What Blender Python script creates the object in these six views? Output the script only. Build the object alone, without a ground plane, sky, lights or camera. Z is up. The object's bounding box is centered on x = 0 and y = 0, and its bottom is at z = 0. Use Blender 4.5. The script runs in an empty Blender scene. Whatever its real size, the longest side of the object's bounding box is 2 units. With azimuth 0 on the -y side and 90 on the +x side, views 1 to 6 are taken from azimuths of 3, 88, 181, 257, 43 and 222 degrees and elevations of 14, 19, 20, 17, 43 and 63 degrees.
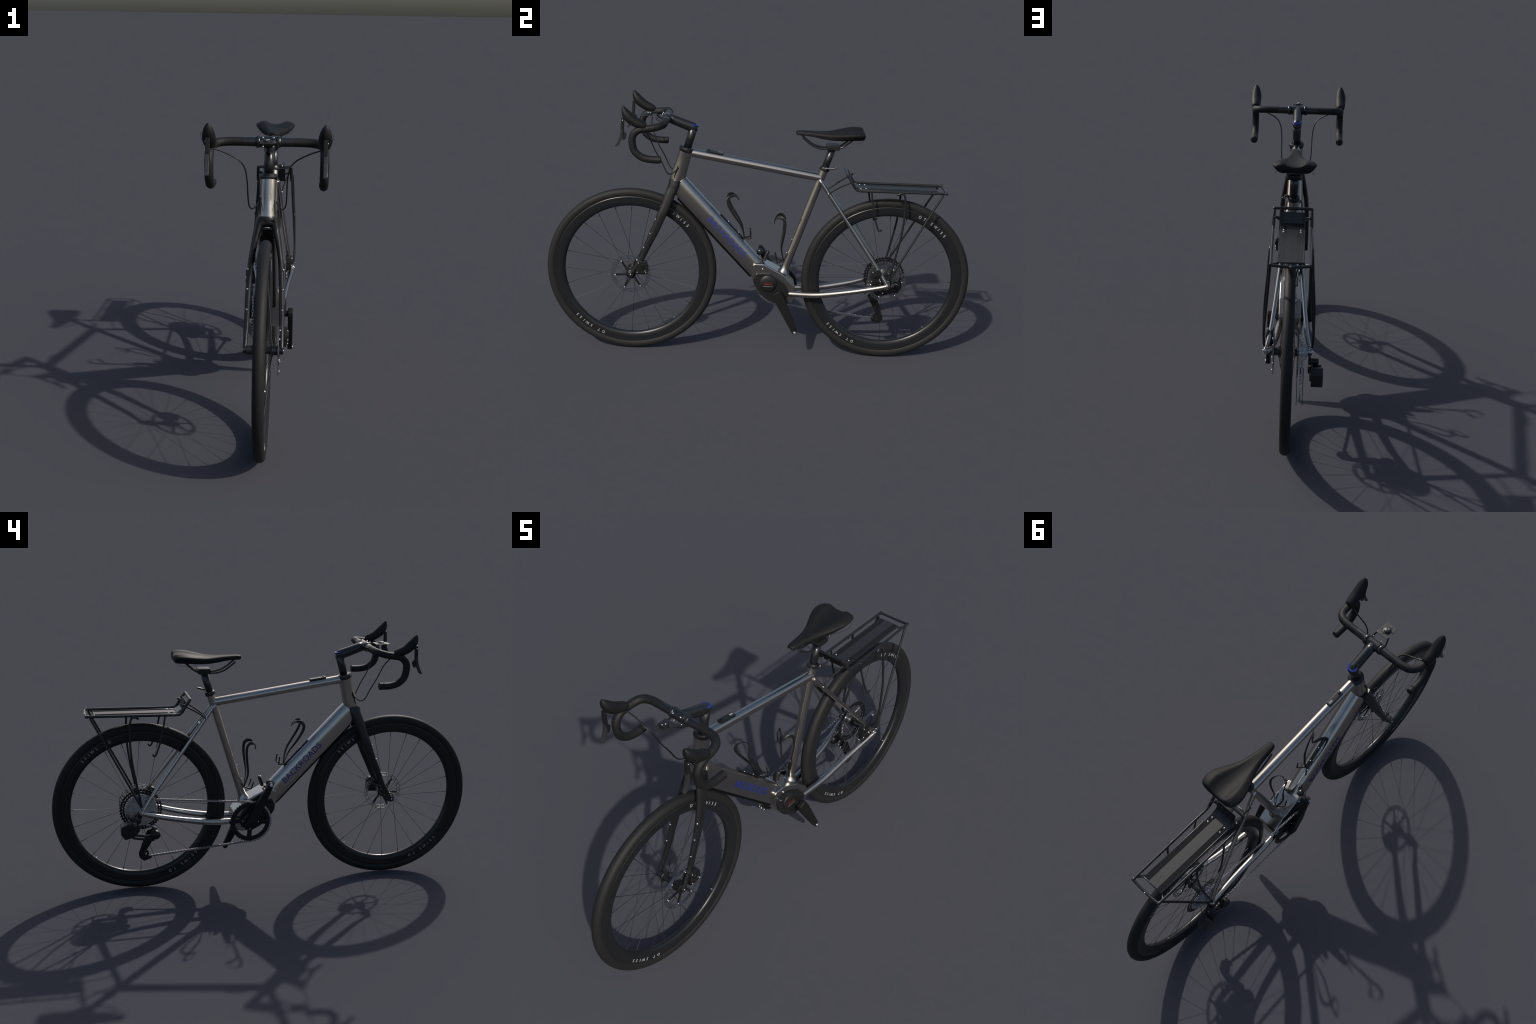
import bpy, bmesh, math, random
import numpy as np
from mathutils import Vector, Matrix

random.seed(7)
pi, sin, cos = math.pi, math.sin, math.cos

# ------------------------------------------------------------------ materials
def material(name, color, rough=0.5, metal=0.0, grain=0.0, grain_scale=300.0,
             bump=0.0, bump_scale=600.0, rough_var=0.0, coat=0.0, spec=0.5):
    m = bpy.data.materials.new(name)
    m.use_nodes = True
    nt = m.node_tree
    b = nt.nodes["Principled BSDF"]
    b.inputs["Base Color"].default_value = (*color, 1)
    b.inputs["Roughness"].default_value = rough
    b.inputs["Metallic"].default_value = metal
    b.inputs["Coat Weight"].default_value = coat
    b.inputs["Specular IOR Level"].default_value = spec
    tc = nt.nodes.new("ShaderNodeTexCoord")
    if grain:
        n = nt.nodes.new("ShaderNodeTexNoise")
        n.inputs["Scale"].default_value = grain_scale
        n.inputs["Detail"].default_value = 4
        r = nt.nodes.new("ShaderNodeValToRGB")
        lo = [max(0, c * (1 - grain)) for c in color]
        hi = [min(1, c * (1 + grain)) for c in color]
        r.color_ramp.elements[0].color = (*lo, 1)
        r.color_ramp.elements[0].position = 0.3
        r.color_ramp.elements[1].color = (*hi, 1)
        r.color_ramp.elements[1].position = 0.7
        nt.links.new(tc.outputs["Object"], n.inputs["Vector"])
        nt.links.new(n.outputs["Fac"], r.inputs["Fac"])
        nt.links.new(r.outputs["Color"], b.inputs["Base Color"])
    if rough_var:
        n = nt.nodes.new("ShaderNodeTexNoise")
        n.inputs["Scale"].default_value = 45
        n.inputs["Detail"].default_value = 5
        mr = nt.nodes.new("ShaderNodeMapRange")
        mr.inputs["To Min"].default_value = max(0, rough - rough_var)
        mr.inputs["To Max"].default_value = min(1, rough + rough_var)
        nt.links.new(tc.outputs["Object"], n.inputs["Vector"])
        nt.links.new(n.outputs["Fac"], mr.inputs["Value"])
        nt.links.new(mr.outputs["Result"], b.inputs["Roughness"])
    if bump:
        n = nt.nodes.new("ShaderNodeTexNoise")
        n.inputs["Scale"].default_value = bump_scale
        n.inputs["Detail"].default_value = 3
        bp = nt.nodes.new("ShaderNodeBump")
        bp.inputs["Strength"].default_value = bump
        bp.inputs["Distance"].default_value = 0.001
        nt.links.new(tc.outputs["Object"], n.inputs["Vector"])
        nt.links.new(n.outputs["Fac"], bp.inputs["Height"])
        nt.links.new(bp.outputs["Normal"], b.inputs["Normal"])
    return m

TITANIUM = material("brushed_titanium", (0.47, 0.445, 0.41), 0.25, 1.0, grain=0.02, grain_scale=25)
RUBBER = material("tyre_rubber", (0.0135, 0.0135, 0.0136), 0.62, grain=0.1, grain_scale=200, bump=0.08, spec=0.3)
CARBON = material("rim_carbon", (0.0120, 0.0130, 0.0145), 0.30, grain=0.08, grain_scale=150, rough_var=0.02, spec=0.4)
FORK_PAINT = material("fork_satin_black", (0.012, 0.0125, 0.0135), 0.32, grain=0.06, rough_var=0.02, spec=0.45)
TAPE = material("bar_tape", (0.0098, 0.0100, 0.0104), 0.60, grain=0.1, bump=0.08, bump_scale=900, spec=0.3)
HOOD = material("hood_rubber", (0.0078, 0.0080, 0.0084), 0.58, grain=0.1, bump=0.06, bump_scale=1200, spec=0.3)
LEATHER = material("saddle_cover", (0.0098, 0.0098, 0.0101), 0.60, grain=0.06, bump=0.05, bump_scale=900, spec=0.2)
ANODISED = material("black_anodised_alloy", (0.0105, 0.0110, 0.0125), 0.30, grain=0.04, rough_var=0.015, spec=0.65)
PLASTIC = material("black_plastic", (0.0105, 0.0108, 0.0116), 0.40, grain=0.06, rough_var=0.02, spec=0.42)
GLOSS = material("glossy_black_cover", (0.005, 0.005, 0.0053), 0.16, rough_var=0.02)
MATT = material("matt_black_crank", (0.0078, 0.0079, 0.0084), 0.5, grain=0.06, bump=0.03, spec=0.3)
RACK = material("rack_black_enamel", (0.0130, 0.0140, 0.0158), 0.28, grain=0.05, rough_var=0.02, spec=0.5)
RACK_DECK = material("rack_deck_grey", (0.0215, 0.0220, 0.0230), 0.45, grain=0.04, spec=0.45)
RACK_RIB = material("rack_rib_black", (0.0105, 0.0108, 0.0115), 0.42, grain=0.08, spec=0.45)
CHROME = material("polished_steel", (0.86, 0.86, 0.88), 0.1, 1.0, rough_var=0.02)
STEEL = material("nickel_steel", (0.55, 0.55, 0.57), 0.27, 1.0, grain=0.12, rough_var=0.07)
ROTOR = material("rotor_steel", (0.42, 0.43, 0.45), 0.24, 1.0, rough_var=0.05)
SPOKE = material("spoke_dark_steel", (0.06, 0.06, 0.063), 0.25, 0.8, rough_var=0.03)
BLACK_STEEL = material("black_oxide_steel", (0.0095, 0.0096, 0.0105), 0.35, 0.2, rough_var=0.03)
LEVER_GREY = material("lever_grey", (0.055, 0.057, 0.062), 0.3, 0.5, rough_var=0.03)
BLUE_PART = material("blue_spacer", (0.009, 0.030, 0.24), 0.32, rough_var=0.03)
BLUE_INK = material("blue_lettering", (0.011, 0.031, 0.25), 0.45, grain=0.05)
WHITE_INK = material("white_lettering", (0.42, 0.43, 0.43), 0.5, grain=0.04)
RED_INK = material("red_lettering", (0.40, 0.02, 0.02), 0.45, grain=0.05)
COVER = material("battery_cover_black", (0.0035, 0.0035, 0.0037), 0.45, grain=0.05, spec=0.15)
CABLE = material("cable_housing", (0.0090, 0.0092, 0.0098), 0.4, grain=0.08)

# ------------------------------------------------------------------ hierarchy
ROOT = bpy.data.objects.new("electric_bicycle", None)
ROOT["label"] = "titanium electric gravel bicycle with black drop bars and rack"
ROOT["category"] = "bicycle"
bpy.context.scene.collection.objects.link(ROOT)

def link(o, parent=None):
    bpy.context.scene.collection.objects.link(o)
    o.parent = parent if parent is not None else ROOT
    return o

class Flat(tuple):
    """Bevelled slab: gets face-weighted normals."""

class Shape:
    """A growing list of vertices and faces."""
    def __init__(s):
        s.v, s.f, s.flat = [], [], False
    def add(s, vf):
        o = len(s.v)
        s.flat = s.flat or isinstance(vf, Flat)
        s.v += [tuple(map(float, p)) for p in vf[0]]
        s.f += [tuple(i + o for i in f) for f in vf[1]]
        return s

def finish_mesh(name, vf, mat, angle=38):
    v, f = (vf.v, vf.f) if isinstance(vf, Shape) else vf
    me = bpy.data.meshes.new(name)
    me.from_pydata([tuple(map(float, p)) for p in v], [], [tuple(int(i) for i in q) for q in f])
    bm = bmesh.new()
    bm.from_mesh(me)
    bmesh.ops.recalc_face_normals(bm, faces=bm.faces)
    bm.to_mesh(me)
    bm.free()
    me.polygons.foreach_set("use_smooth", [True] * len(me.polygons))
    me.set_sharp_from_angle(angle=math.radians(angle))
    me.materials.append(mat)
    return me

def part(name, vf, mat, parent=None, angle=38):
    o = link(bpy.data.objects.new(name, finish_mesh(name, vf, mat, angle)), parent)
    if isinstance(vf, Flat) or getattr(vf, "flat", False):
        w = o.modifiers.new("face_weighted_normals", "WEIGHTED_NORMAL")
        w.keep_sharp = True
        w.weight = 100
    return o

def place(name, mesh, matrix, parent=None):
    o = bpy.data.objects.new(name, mesh)
    link(o, parent)
    o.matrix_local = matrix
    return o

# ------------------------------------------------------------------ shape rules
def spline(pts, n=8, closed=False):
    """Catmull-Rom through rows of numbers (any width)."""
    p = np.array(pts, float)
    m = len(p)
    out = []
    for i in range(m if closed else m - 1):
        if closed:
            a, b, c, d = p[(i - 1) % m], p[i], p[(i + 1) % m], p[(i + 2) % m]
        else:
            b, c = p[i], p[i + 1]
            a = p[i - 1] if i else 2 * b - c
            d = p[i + 2] if i + 2 < m else 2 * c - b
        for k in range(n):
            t = k / n
            out.append(0.5 * (2 * b + (c - a) * t + (2 * a - 5 * b + 4 * c - d) * t * t + (3 * b - a - 3 * c + d) * t ** 3))
    if not closed:
        out.append(p[-1])
    return np.array(out)

def loft(rings, closed=False, cap=True):
    n = len(rings[0])
    v = [tuple(q) for r in rings for q in r]
    f = []
    m = len(rings)
    for i in range(m if closed else m - 1):
        j = (i + 1) % m
        for k in range(n):
            l = (k + 1) % n
            f.append((i * n + k, i * n + l, j * n + l, j * n + k))
    if cap and not closed:
        f.append(tuple(range(n)))
        f.append(tuple((m - 1) * n + k for k in range(n)))
    return v, f

def sweep(path, ra, rb=None, sides=16, up=None, power=2.0, closed=False, cap=True):
    """Tube along path; ra/rb are section half-sizes along 'up' and across."""
    P = np.array(path, float)[:, :3]
    m = len(P)
    ra = np.full(m, ra) if np.isscalar(ra) else np.array(ra, float)
    rb = ra if rb is None else (np.full(m, rb) if np.isscalar(rb) else np.array(rb, float))
    if closed:
        T = np.roll(P, -1, 0) - np.roll(P, 1, 0)
    else:
        T = np.gradient(P, axis=0)
    T /= np.linalg.norm(T, axis=1)[:, None] + 1e-12
    U = []
    if up is not None:
        u0 = np.array(up, float)
        for t in T:
            u = u0 - t * (u0 @ t)
            U.append(u / np.linalg.norm(u))
    else:
        ref = np.array([0, 0, 1.0]) if abs(T[0][2]) < 0.8 else np.array([0, 1.0, 0])
        u = ref - T[0] * (ref @ T[0])
        u /= np.linalg.norm(u)
        for t in T:
            u = u - t * (u @ t)
            u /= np.linalg.norm(u)
            U.append(u.copy())
    rings = []
    for i in range(m):
        w = np.cross(T[i], U[i])
        ring = []
        for k in range(sides):
            a = 2 * pi * k / sides
            c, s = cos(a), sin(a)
            e = 2.0 / power
            cc = math.copysign(abs(c) ** e, c)
            ss = math.copysign(abs(s) ** e, s)
            ring.append(P[i] + U[i] * ra[i] * cc + w * rb[i] * ss)
        rings.append(ring)
    return loft(rings, closed, cap)

def rod(a, b, r0, r1=None, sides=20, edge=0.0):
    """Straight bar with softly chamfered ends."""
    a, b = np.array(a, float), np.array(b, float)
    r1 = r0 if r1 is None else r1
    L = np.linalg.norm(b - a)
    d = (b - a) / L
    e = min(edge or 0.15 * min(r0, r1), 0.4 * L)
    return sweep([a, a + d * e * 0.3, a + d * e, b - d * e, b - d * e * 0.3, b],
                 [r0 - e, r0 - 0.3 * e, r0, r1, r1 - 0.3 * e, r1 - e], sides=sides)

def tube(pts, r, n=8, sides=14, closed=False, round_ends=True):
    P = spline(pts, n, closed)
    R = np.full(len(P), r)
    if round_ends and not closed:
        d0 = (P[1] - P[0]) / np.linalg.norm(P[1] - P[0])
        d1 = (P[-1] - P[-2]) / np.linalg.norm(P[-1] - P[-2])
        P = np.vstack([P[0] - d0 * r * 0.35, P, P[-1] + d1 * r * 0.35])
        R = np.concatenate([[r * 0.7], R, [r * 0.7]])
    return sweep(P, R, sides=sides, closed=closed)

def lathe(profile, segs=64, closed=False, centre=(0, 0, 0)):
    """Turn (x, r) pairs round the x axis."""
    cx, cy, cz = centre
    rings = [[(cx + x, cy + r * cos(2 * pi * k / segs), cz + r * sin(2 * pi * k / segs)) for k in range(segs)] for x, r in profile]
    return loft(rings, closed, cap=not closed)

def prism(poly, x0, x1, bevel=0.002, seg=2):
    """Side outline (y, z) given thickness from x0 to x1, edges rounded."""
    bm = bmesh.new()
    vs = [bm.verts.new((x0, y, z)) for y, z in poly]
    f = bm.faces.new(vs)
    r = bmesh.ops.extrude_face_region(bm, geom=[f])
    for e in r["geom"]:
        if isinstance(e, bmesh.types.BMVert):
            e.co.x = x1
    bmesh.ops.recalc_face_normals(bm, faces=bm.faces)
    if bevel:
        bmesh.ops.bevel(bm, geom=list(bm.edges), offset=bevel, segments=seg, affect="EDGES", profile=0.5, clamp_overlap=True)
    bm.verts.index_update()
    out = ([tuple(v.co) for v in bm.verts], [tuple(v.index for v in q.verts) for q in bm.faces])
    bm.free()
    return Flat(out)

def moved(vf, m):
    return type(vf)(([tuple(m @ Vector(p)) for p in vf[0]], vf[1]))

def block(centre, size, bevel=0.002, rot=None):
    sx, sy, sz = [s / 2 for s in size]
    vf = prism([(-sy, -sz), (sy, -sz), (sy, sz), (-sy, sz)], -sx, sx, bevel)
    m = Matrix.Translation(centre)
    if rot is not None:
        m = m @ rot.to_4x4()
    return moved(vf, m)

def smooth_poly(pts, n=5):
    return [tuple(q) for q in spline(pts, n, True)]

def frame_matrix(origin, right, up, normal):
    m = Matrix.Identity(4)
    for i, a in enumerate((right, up, normal)):
        for j in range(3):
            m[j][i] = a[j]
    m.translation = Vector(origin)
    return m

def toward(origin, d):
    """Matrix putting local z along d."""
    q = Vector(d).to_track_quat("Z", "Y")
    return Matrix.Translation(origin) @ q.to_matrix().to_4x4()

# shared bolt head: domed disc with a hex recess
def bolt_mesh(name, r, h):
    s = Shape()
    prof = [(r, 0), (r, h * 0.45), (r * 0.8, h * 0.85), (r * 0.55, h), (r * 0.42, h), (r * 0.38, h * 0.45)]
    rings = [[(q * cos(2 * pi * k / 18), q * sin(2 * pi * k / 18), z) for k in range(18)] for q, z in prof]
    s.add(loft(rings))
    return finish_mesh(name, s, CHROME)

BOLT = bolt_mesh("bolt", 0.0042, 0.0040)
SMALL_BOLT = bolt_mesh("bolt_small", 0.0032, 0.0030)

def bolt(pos, d, parent, small=False):
    return place("bolt", SMALL_BOLT if small else BOLT, toward(pos, d), parent)

def glyphs(text, size, depth, font_scale_x=1.0, spacing=1.0):
    cu = bpy.data.curves.new("lettering", "FONT")
    cu.body = text
    cu.size = size
    cu.extrude = depth
    cu.align_x = "CENTER"
    cu.align_y = "CENTER"
    cu.space_character = spacing
    o = bpy.data.objects.new("lettering_helper", cu)
    bpy.context.scene.collection.objects.link(o)
    dg = bpy.context.evaluated_depsgraph_get()
    me = bpy.data.meshes.new_from_object(o.evaluated_get(dg))
    bpy.data.objects.remove(o)
    bpy.data.curves.remove(cu)
    return me

def mesh_extent(me):
    xs = [v.co.x for v in me.vertices]
    ys = [v.co.y for v in me.vertices]
    return min(xs), max(xs), min(ys), max(ys)

# ================================================================== WHEELS
RW = 0.399
AXLE_Z = 0.3992
WHEEL_Y = (-0.601, 0.601)

tyre_half = [(0.0150, 0.3615), (0.0178, 0.3655), (0.0200, 0.3725), (0.0205, 0.3790), (0.0193, 0.3860), (0.0160, 0.3920), (0.0105, 0.3965), (0.0045, 0.3987)]
tyre_prof = tyre_half + [(0, 0.3990)] + [(-x, r) for x, r in reversed(tyre_half)] + [(-0.012, 0.360), (0.012, 0.360)]
rim_half = [(0.0150, 0.3636), (0.0166, 0.3618), (0.0177, 0.3592), (0.0179, 0.3570), (0.0174, 0.3552), (0.0174, 0.3520), (0.0172, 0.3420), (0.0164, 0.3330), (0.0146, 0.3255), (0.0115, 0.3195), (0.0070, 0.3163), (0.0025, 0.3152)]
rim_prof = rim_half + [(-x, r) for x, r in reversed(rim_half)]
TYRE = finish_mesh("tyre", lathe(tyre_prof, 160, True), RUBBER, 50)
RIM = finish_mesh("rim", lathe(rim_prof, 160, True), CARBON, 30)

spoke_v = sweep([(0, 0, 0), (0, 0, 0.93), (0, 0, 0.935), (0, 0, 1)], [0.00095, 0.00095, 0.0017, 0.0017], sides=8)
SPOKE_MESH = finish_mesh("spoke", spoke_v, SPOKE)

def rotor_shape():
    """Brake track: three thin bands joined by slanted bridges."""
    s = Shape()
    t = 0.0010
    for r0, r1 in ((0.0750, 0.0782), (0.0820, 0.0850), (0.0888, 0.0922)):
        s.add(lathe([(-t, r0), (-t, r1), (t, r1), (t, r0)], 96, True))
    for k in range(42):
        a = 2 * pi * k / 42
        w = 0.0016 if k % 3 else 0.0030
        tw = 0.06 if k % 2 else -0.03
        for r0, r1, da in ((0.0778, 0.0824, 0), (0.0846, 0.0892, tw)):
            b = a + da
            e = b + tw * 0.4
            h0, h1 = w * 0.6 / r0, w * 0.6 / r1
            s.add(prism([(cos(b - h0) * r0, sin(b - h0) * r0), (cos(b + h0) * r0, sin(b + h0) * r0), (cos(e + h1) * r1, sin(e + h1) * r1), (cos(e - h1) * r1, sin(e - h1) * r1)], -t * 0.9, t * 0.9, 0))
    return s
ROTOR_MESH = finish_mesh("brake_rotor", rotor_shape(), ROTOR)

def carrier_shape():
    """Six slotted black arms between hub and brake track."""
    s = Shape()
    s.add(lathe([(-0.003, 0.012), (-0.003, 0.024), (0.003, 0.024), (0.003, 0.012)], 48, True))
    for k in range(6):
        a = math.radians(7 + 60 * k)
        tip = np.array([0, cos(a) * 0.0745, sin(a) * 0.0745])
        for off, w in ((0.30, 0.0028), (-0.14, 0.0024)):
            root = np.array([0, cos(a + off) * 0.022, sin(a + off) * 0.022])
            s.add(sweep([root, root * 0.35 + tip * 0.65, tip], 0.0018, [w, w, w * 1.2], sides=6, up=(1, 0, 0), power=4))
        s.add(sweep([tip * 0.74, tip * 1.01], 0.0019, 0.0052, sides=8, up=(1, 0, 0), power=4))
    return s
CARRIER = finish_mesh("rotor_carrier", carrier_shape(), BLACK_STEEL)

LETTER = {c: glyphs(c, 0.0185, 0.0007) for c in "DTSWI"}
for c, me in LETTER.items():
    me.materials.clear()
    me.materials.append(WHITE_INK)

def build_wheel(y, rear):
    hub_prof = ([(-0.062, 0.010), (-0.060, 0.0165), (-0.040, 0.0165), (-0.0385, 0.0215), (-0.033, 0.0235), (-0.031, 0.0215), (-0.029, 0.0135), (0.026, 0.0135), (0.028, 0.0215), (0.031, 0.0240), (0.036, 0.0240), (0.038, 0.0165), (0.050, 0.0165), (0.051, 0.0210), (0.059, 0.0210), (0.061, 0.014), (0.064, 0.010)]
                if not rear else
                [(-0.078, 0.010), (-0.076, 0.0155), (-0.030, 0.0165), (-0.029, 0.0235), (-0.024, 0.0255), (-0.022, 0.0215), (-0.020, 0.0140), (0.026, 0.0140), (0.028, 0.0215), (0.031, 0.0240), (0.036, 0.0240), (0.038, 0.0165), (0.053, 0.0165), (0.054, 0.0205), (0.062, 0.0205), (0.064, 0.015), (0.070, 0.010)])
    w = link(bpy.data.objects.new("wheel", finish_mesh("wheel_hub", lathe(hub_prof, 48), ANODISED, 30)))
    w.location = (0, y, AXLE_Z)
    I = Matrix.Identity(4)
    place("tyre", TYRE, I, w)
    place("rim", RIM, I, w)
    xr = 0.0565
    place("brake_rotor", ROTOR_MESH, Matrix.Translation((xr, 0, 0)), w)
    place("rotor_carrier", CARRIER, Matrix.Translation((xr, 0, 0)), w)
    for k in range(6):
        a = math.radians(7 + 60 * k)
        bolt((xr + 0.0018, cos(a) * 0.0735, sin(a) * 0.0735), (1, 0, 0), w)
    for k in range(24):
        a = math.radians(15 * k + random.uniform(-0.4, 0.4))
        left = k % 2 == 0
        fx = 0.033 if left else (-0.026 if rear else -0.0345)
        off = math.radians(58 if (k % 2 == 0) == rear else -58)
        h = Vector((fx, -cos(a + off) * 0.0215, sin(a + off) * 0.0215))
        e = Vector((0.004 if left else -0.004, -cos(a) * 0.3160, sin(a) * 0.3160))
        d = e - h
        place("spoke", SPOKE_MESH, toward(h, d) @ Matrix.Diagonal((1, 1, d.length, 1)), w)
    va = math.radians(-130.5)
    rad = Vector((0, -cos(va), sin(va)))
    v = Shape().add(sweep([(0, 0, 0), (0, 0, 0.004), (0, 0, 0.0045), (0, 0, 0.009), (0, 0, 0.010)], [0.0032, 0.0032, 0.0022, 0.0022, 0.0012], sides=12))
    place("valve", finish_mesh("valve", v, CHROME), toward(rad * 0.3170, -rad), w)
    for base in (0, 180):
        for ch, ang in zip("DTSWISS", (113.1, 117.1, 123.8, 127.6, 131.0, 134.5, 138.0)):
            a = math.radians(ang + base)
            up = Vector((0, -cos(a), sin(a)))
            rt = Vector((0, sin(a), cos(a)))
            for sx in (1, -1):
                place("letter", LETTER[ch], frame_matrix(up * 0.3475 + Vector((sx * 0.0172, 0, 0)), rt * sx, up, Vector((sx, 0, 0))), w)
    return w

for y, rear in zip(WHEEL_Y, (False, True)):
    build_wheel(y, rear)

# ================================================================== FRAME
# head tube: oval column leaning back, flared to the lower bearing
HT_TOP, HT_BOT = np.array([0, -0.3570, 0.984]), np.array([0, -0.3955, 0.846])
ht_dir = (HT_TOP - HT_BOT) / np.linalg.norm(HT_TOP - HT_BOT)
ht = spline([(*(HT_BOT + (HT_TOP - HT_BOT) * t), a, b) for t, a, b in
             ((0, 0.0345, 0.0315), (0.2, 0.0345, 0.0305), (0.45, 0.0325, 0.0295), (0.75, 0.0310, 0.0298), (1, 0.0310, 0.0308))], 6)
part("head_tube", sweep(ht, ht[:, 3], ht[:, 4], sides=40, up=(0, 1, 0)), TITANIUM)
ring_c = HT_TOP
s = Shape().add(sweep([ring_c - ht_dir * 0.003, ring_c, ring_c + ht_dir * 0.004, ring_c + ht_dir * 0.012, ring_c + ht_dir * 0.018, ring_c + ht_dir * 0.0205, ring_c + ht_dir * 0.021],
                      [0.030, 0.0325, 0.0335, 0.0335, 0.0315, 0.027, 0.018], sides=40))
part("headset", s, ANODISED)
for sx in (1, -1):
    # dark slot where each hose enters the head tube
    slot = []
    for y, z, w in ((-0.3905, 0.921, 0.0006), (-0.3965, 0.905, 0.0022), (-0.4035, 0.880, 0.0028), (-0.4065, 0.862, 0.0022)):
        slot.append((sx * 0.0268, y, z, w))
    slot = spline(slot, 5)
    part("cable_port", sweep(slot, 0.0035, slot[:, 3], sides=10, up=(1, 0, 0)), CABLE)

# top tube, seat tube
TT_A, TT_B = np.array([0, -0.335, 0.9780]), np.array([0, 0.262, 0.8855])
part("top_tube", sweep([TT_A, TT_A * .5 + TT_B * .5, TT_B], 0.0197, 0.0200, sides=36), TITANIUM)
ST_B, ST_T = np.array([0, 0.1160, 0.418]), np.array([0, 0.2800, 0.930])
st = spline([(*(ST_B + (ST_T - ST_B) * t), r) for t, r in ((0, 0.030), (0.025, 0.0225), (0.06, 0.0192), (0.15, 0.0185), (1, 0.0185))], 6)
part("seat_tube", sweep(st, st[:, 3], sides=32), TITANIUM)

# down tube: tall rounded box section that houses the battery
DT_A, DT_B = np.array([0, -0.3905, 0.8290]), np.array([0, 0.0150, 0.4020])
dt_dir = (DT_B - DT_A) / np.linalg.norm(DT_B - DT_A)
dt_up = np.array([0, -dt_dir[2], dt_dir[1]])
DT_HW, DT_HH, DT_POW = 0.0380, 0.0490, 2.45

def dt_profile(v):
    """Half width at height v across the tube: round shoulders, squarer lower walls."""
    p = DT_POW if v > 0 else 3.4
    return DT_HW * max(0.0, 1 - min(1, abs(v) / DT_HH) ** p) ** (1 / p)

def dt_half_width(y, z):
    return dt_profile(np.dot(np.array([0, y, z]) - DT_A, dt_up))

DT_CUT = -0.0375
def dt_section(c, kh, kw):
    vs = [DT_HH * sin(t) for t in np.linspace(pi / 2, math.asin(DT_CUT / DT_HH), 22)]
    side = [(dt_profile(v), v) for v in vs]
    side += [(side[-1][0] - 0.0020, DT_CUT - 0.0008), (0.0150, DT_CUT + 0.0030)]
    loop = side + [(-a, b) for a, b in reversed(side[1:])]
    return [c + dt_up * b * kh + np.array([a * kw, 0, 0]) for a, b in loop]
dt_rings = [dt_section(DT_A + (DT_B - DT_A) * t, kh, kw) for t, kh, kw in
            ((0.0, 0.98, 0.88), (0.06, 1, 0.93), (0.15, 1, 0.98), (0.5, 1, 1), (0.97, 1, 1))]
part("down_tube", loft(dt_rings), TITANIUM)
# black battery cover strip under the down tube
cov = []
for t in (0.085, 0.09, 0.5, 0.940, 0.945):
    c = DT_A + (DT_B - DT_A) * t
    k = 0.9 if t in (0.085, 0.945) else 1
    cov.append([c + np.array([w * k, 0, 0]) + dt_up * q for w, q in
               smooth_poly([(-0.0262, -0.0355), (-0.0262, -0.0450), (-0.0205, -0.0500), (0, -0.0512), (0.0205, -0.0500), (0.0262, -0.0450), (0.0262, -0.0355), (0, -0.0350)], 4)])
part("battery_cover", loft(cov), COVER)

# brand word on both sides of the down tube
def frame_word(sx):
    me = glyphs("BACKROADS", 0.045, 0.0)
    x0, x1, y0, y1 = mesh_extent(me)
    a, b = np.array([-0.2513, 0.6692]), np.array([-0.0801, 0.4925])
    if sx < 0:
        a, b = b, a
    L = np.linalg.norm(b - a)
    d = (b - a) / L
    u = np.array([-d[1], d[0]]) * (1 if sx > 0 else -1)
    if u[1] < 0:
        u = -u
    H = 0.0295
    bm = bmesh.new()
    bm.from_mesh(me)
    bmesh.ops.triangulate(bm, faces=bm.faces)
    bmesh.ops.subdivide_edges(bm, edges=[e for e in bm.edges if e.calc_length() > 0.008], cuts=2)
    for v in bm.verts:
        q = a + d * (v.co.x - x0) / (x1 - x0) * L + u * (v.co.y - y0) / (y1 - y0) * H
        v.co = (sx * (dt_half_width(q[0], q[1]) + 0.0006), q[0], q[1])
    bmesh.ops.recalc_face_normals(bm, faces=bm.faces)
    bm.to_mesh(me)
    bm.free()
    me.materials.clear()
    me.materials.append(BLUE_INK)
    link(bpy.data.objects.new("lettering", me))
frame_word(1)
frame_word(-1)

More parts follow.
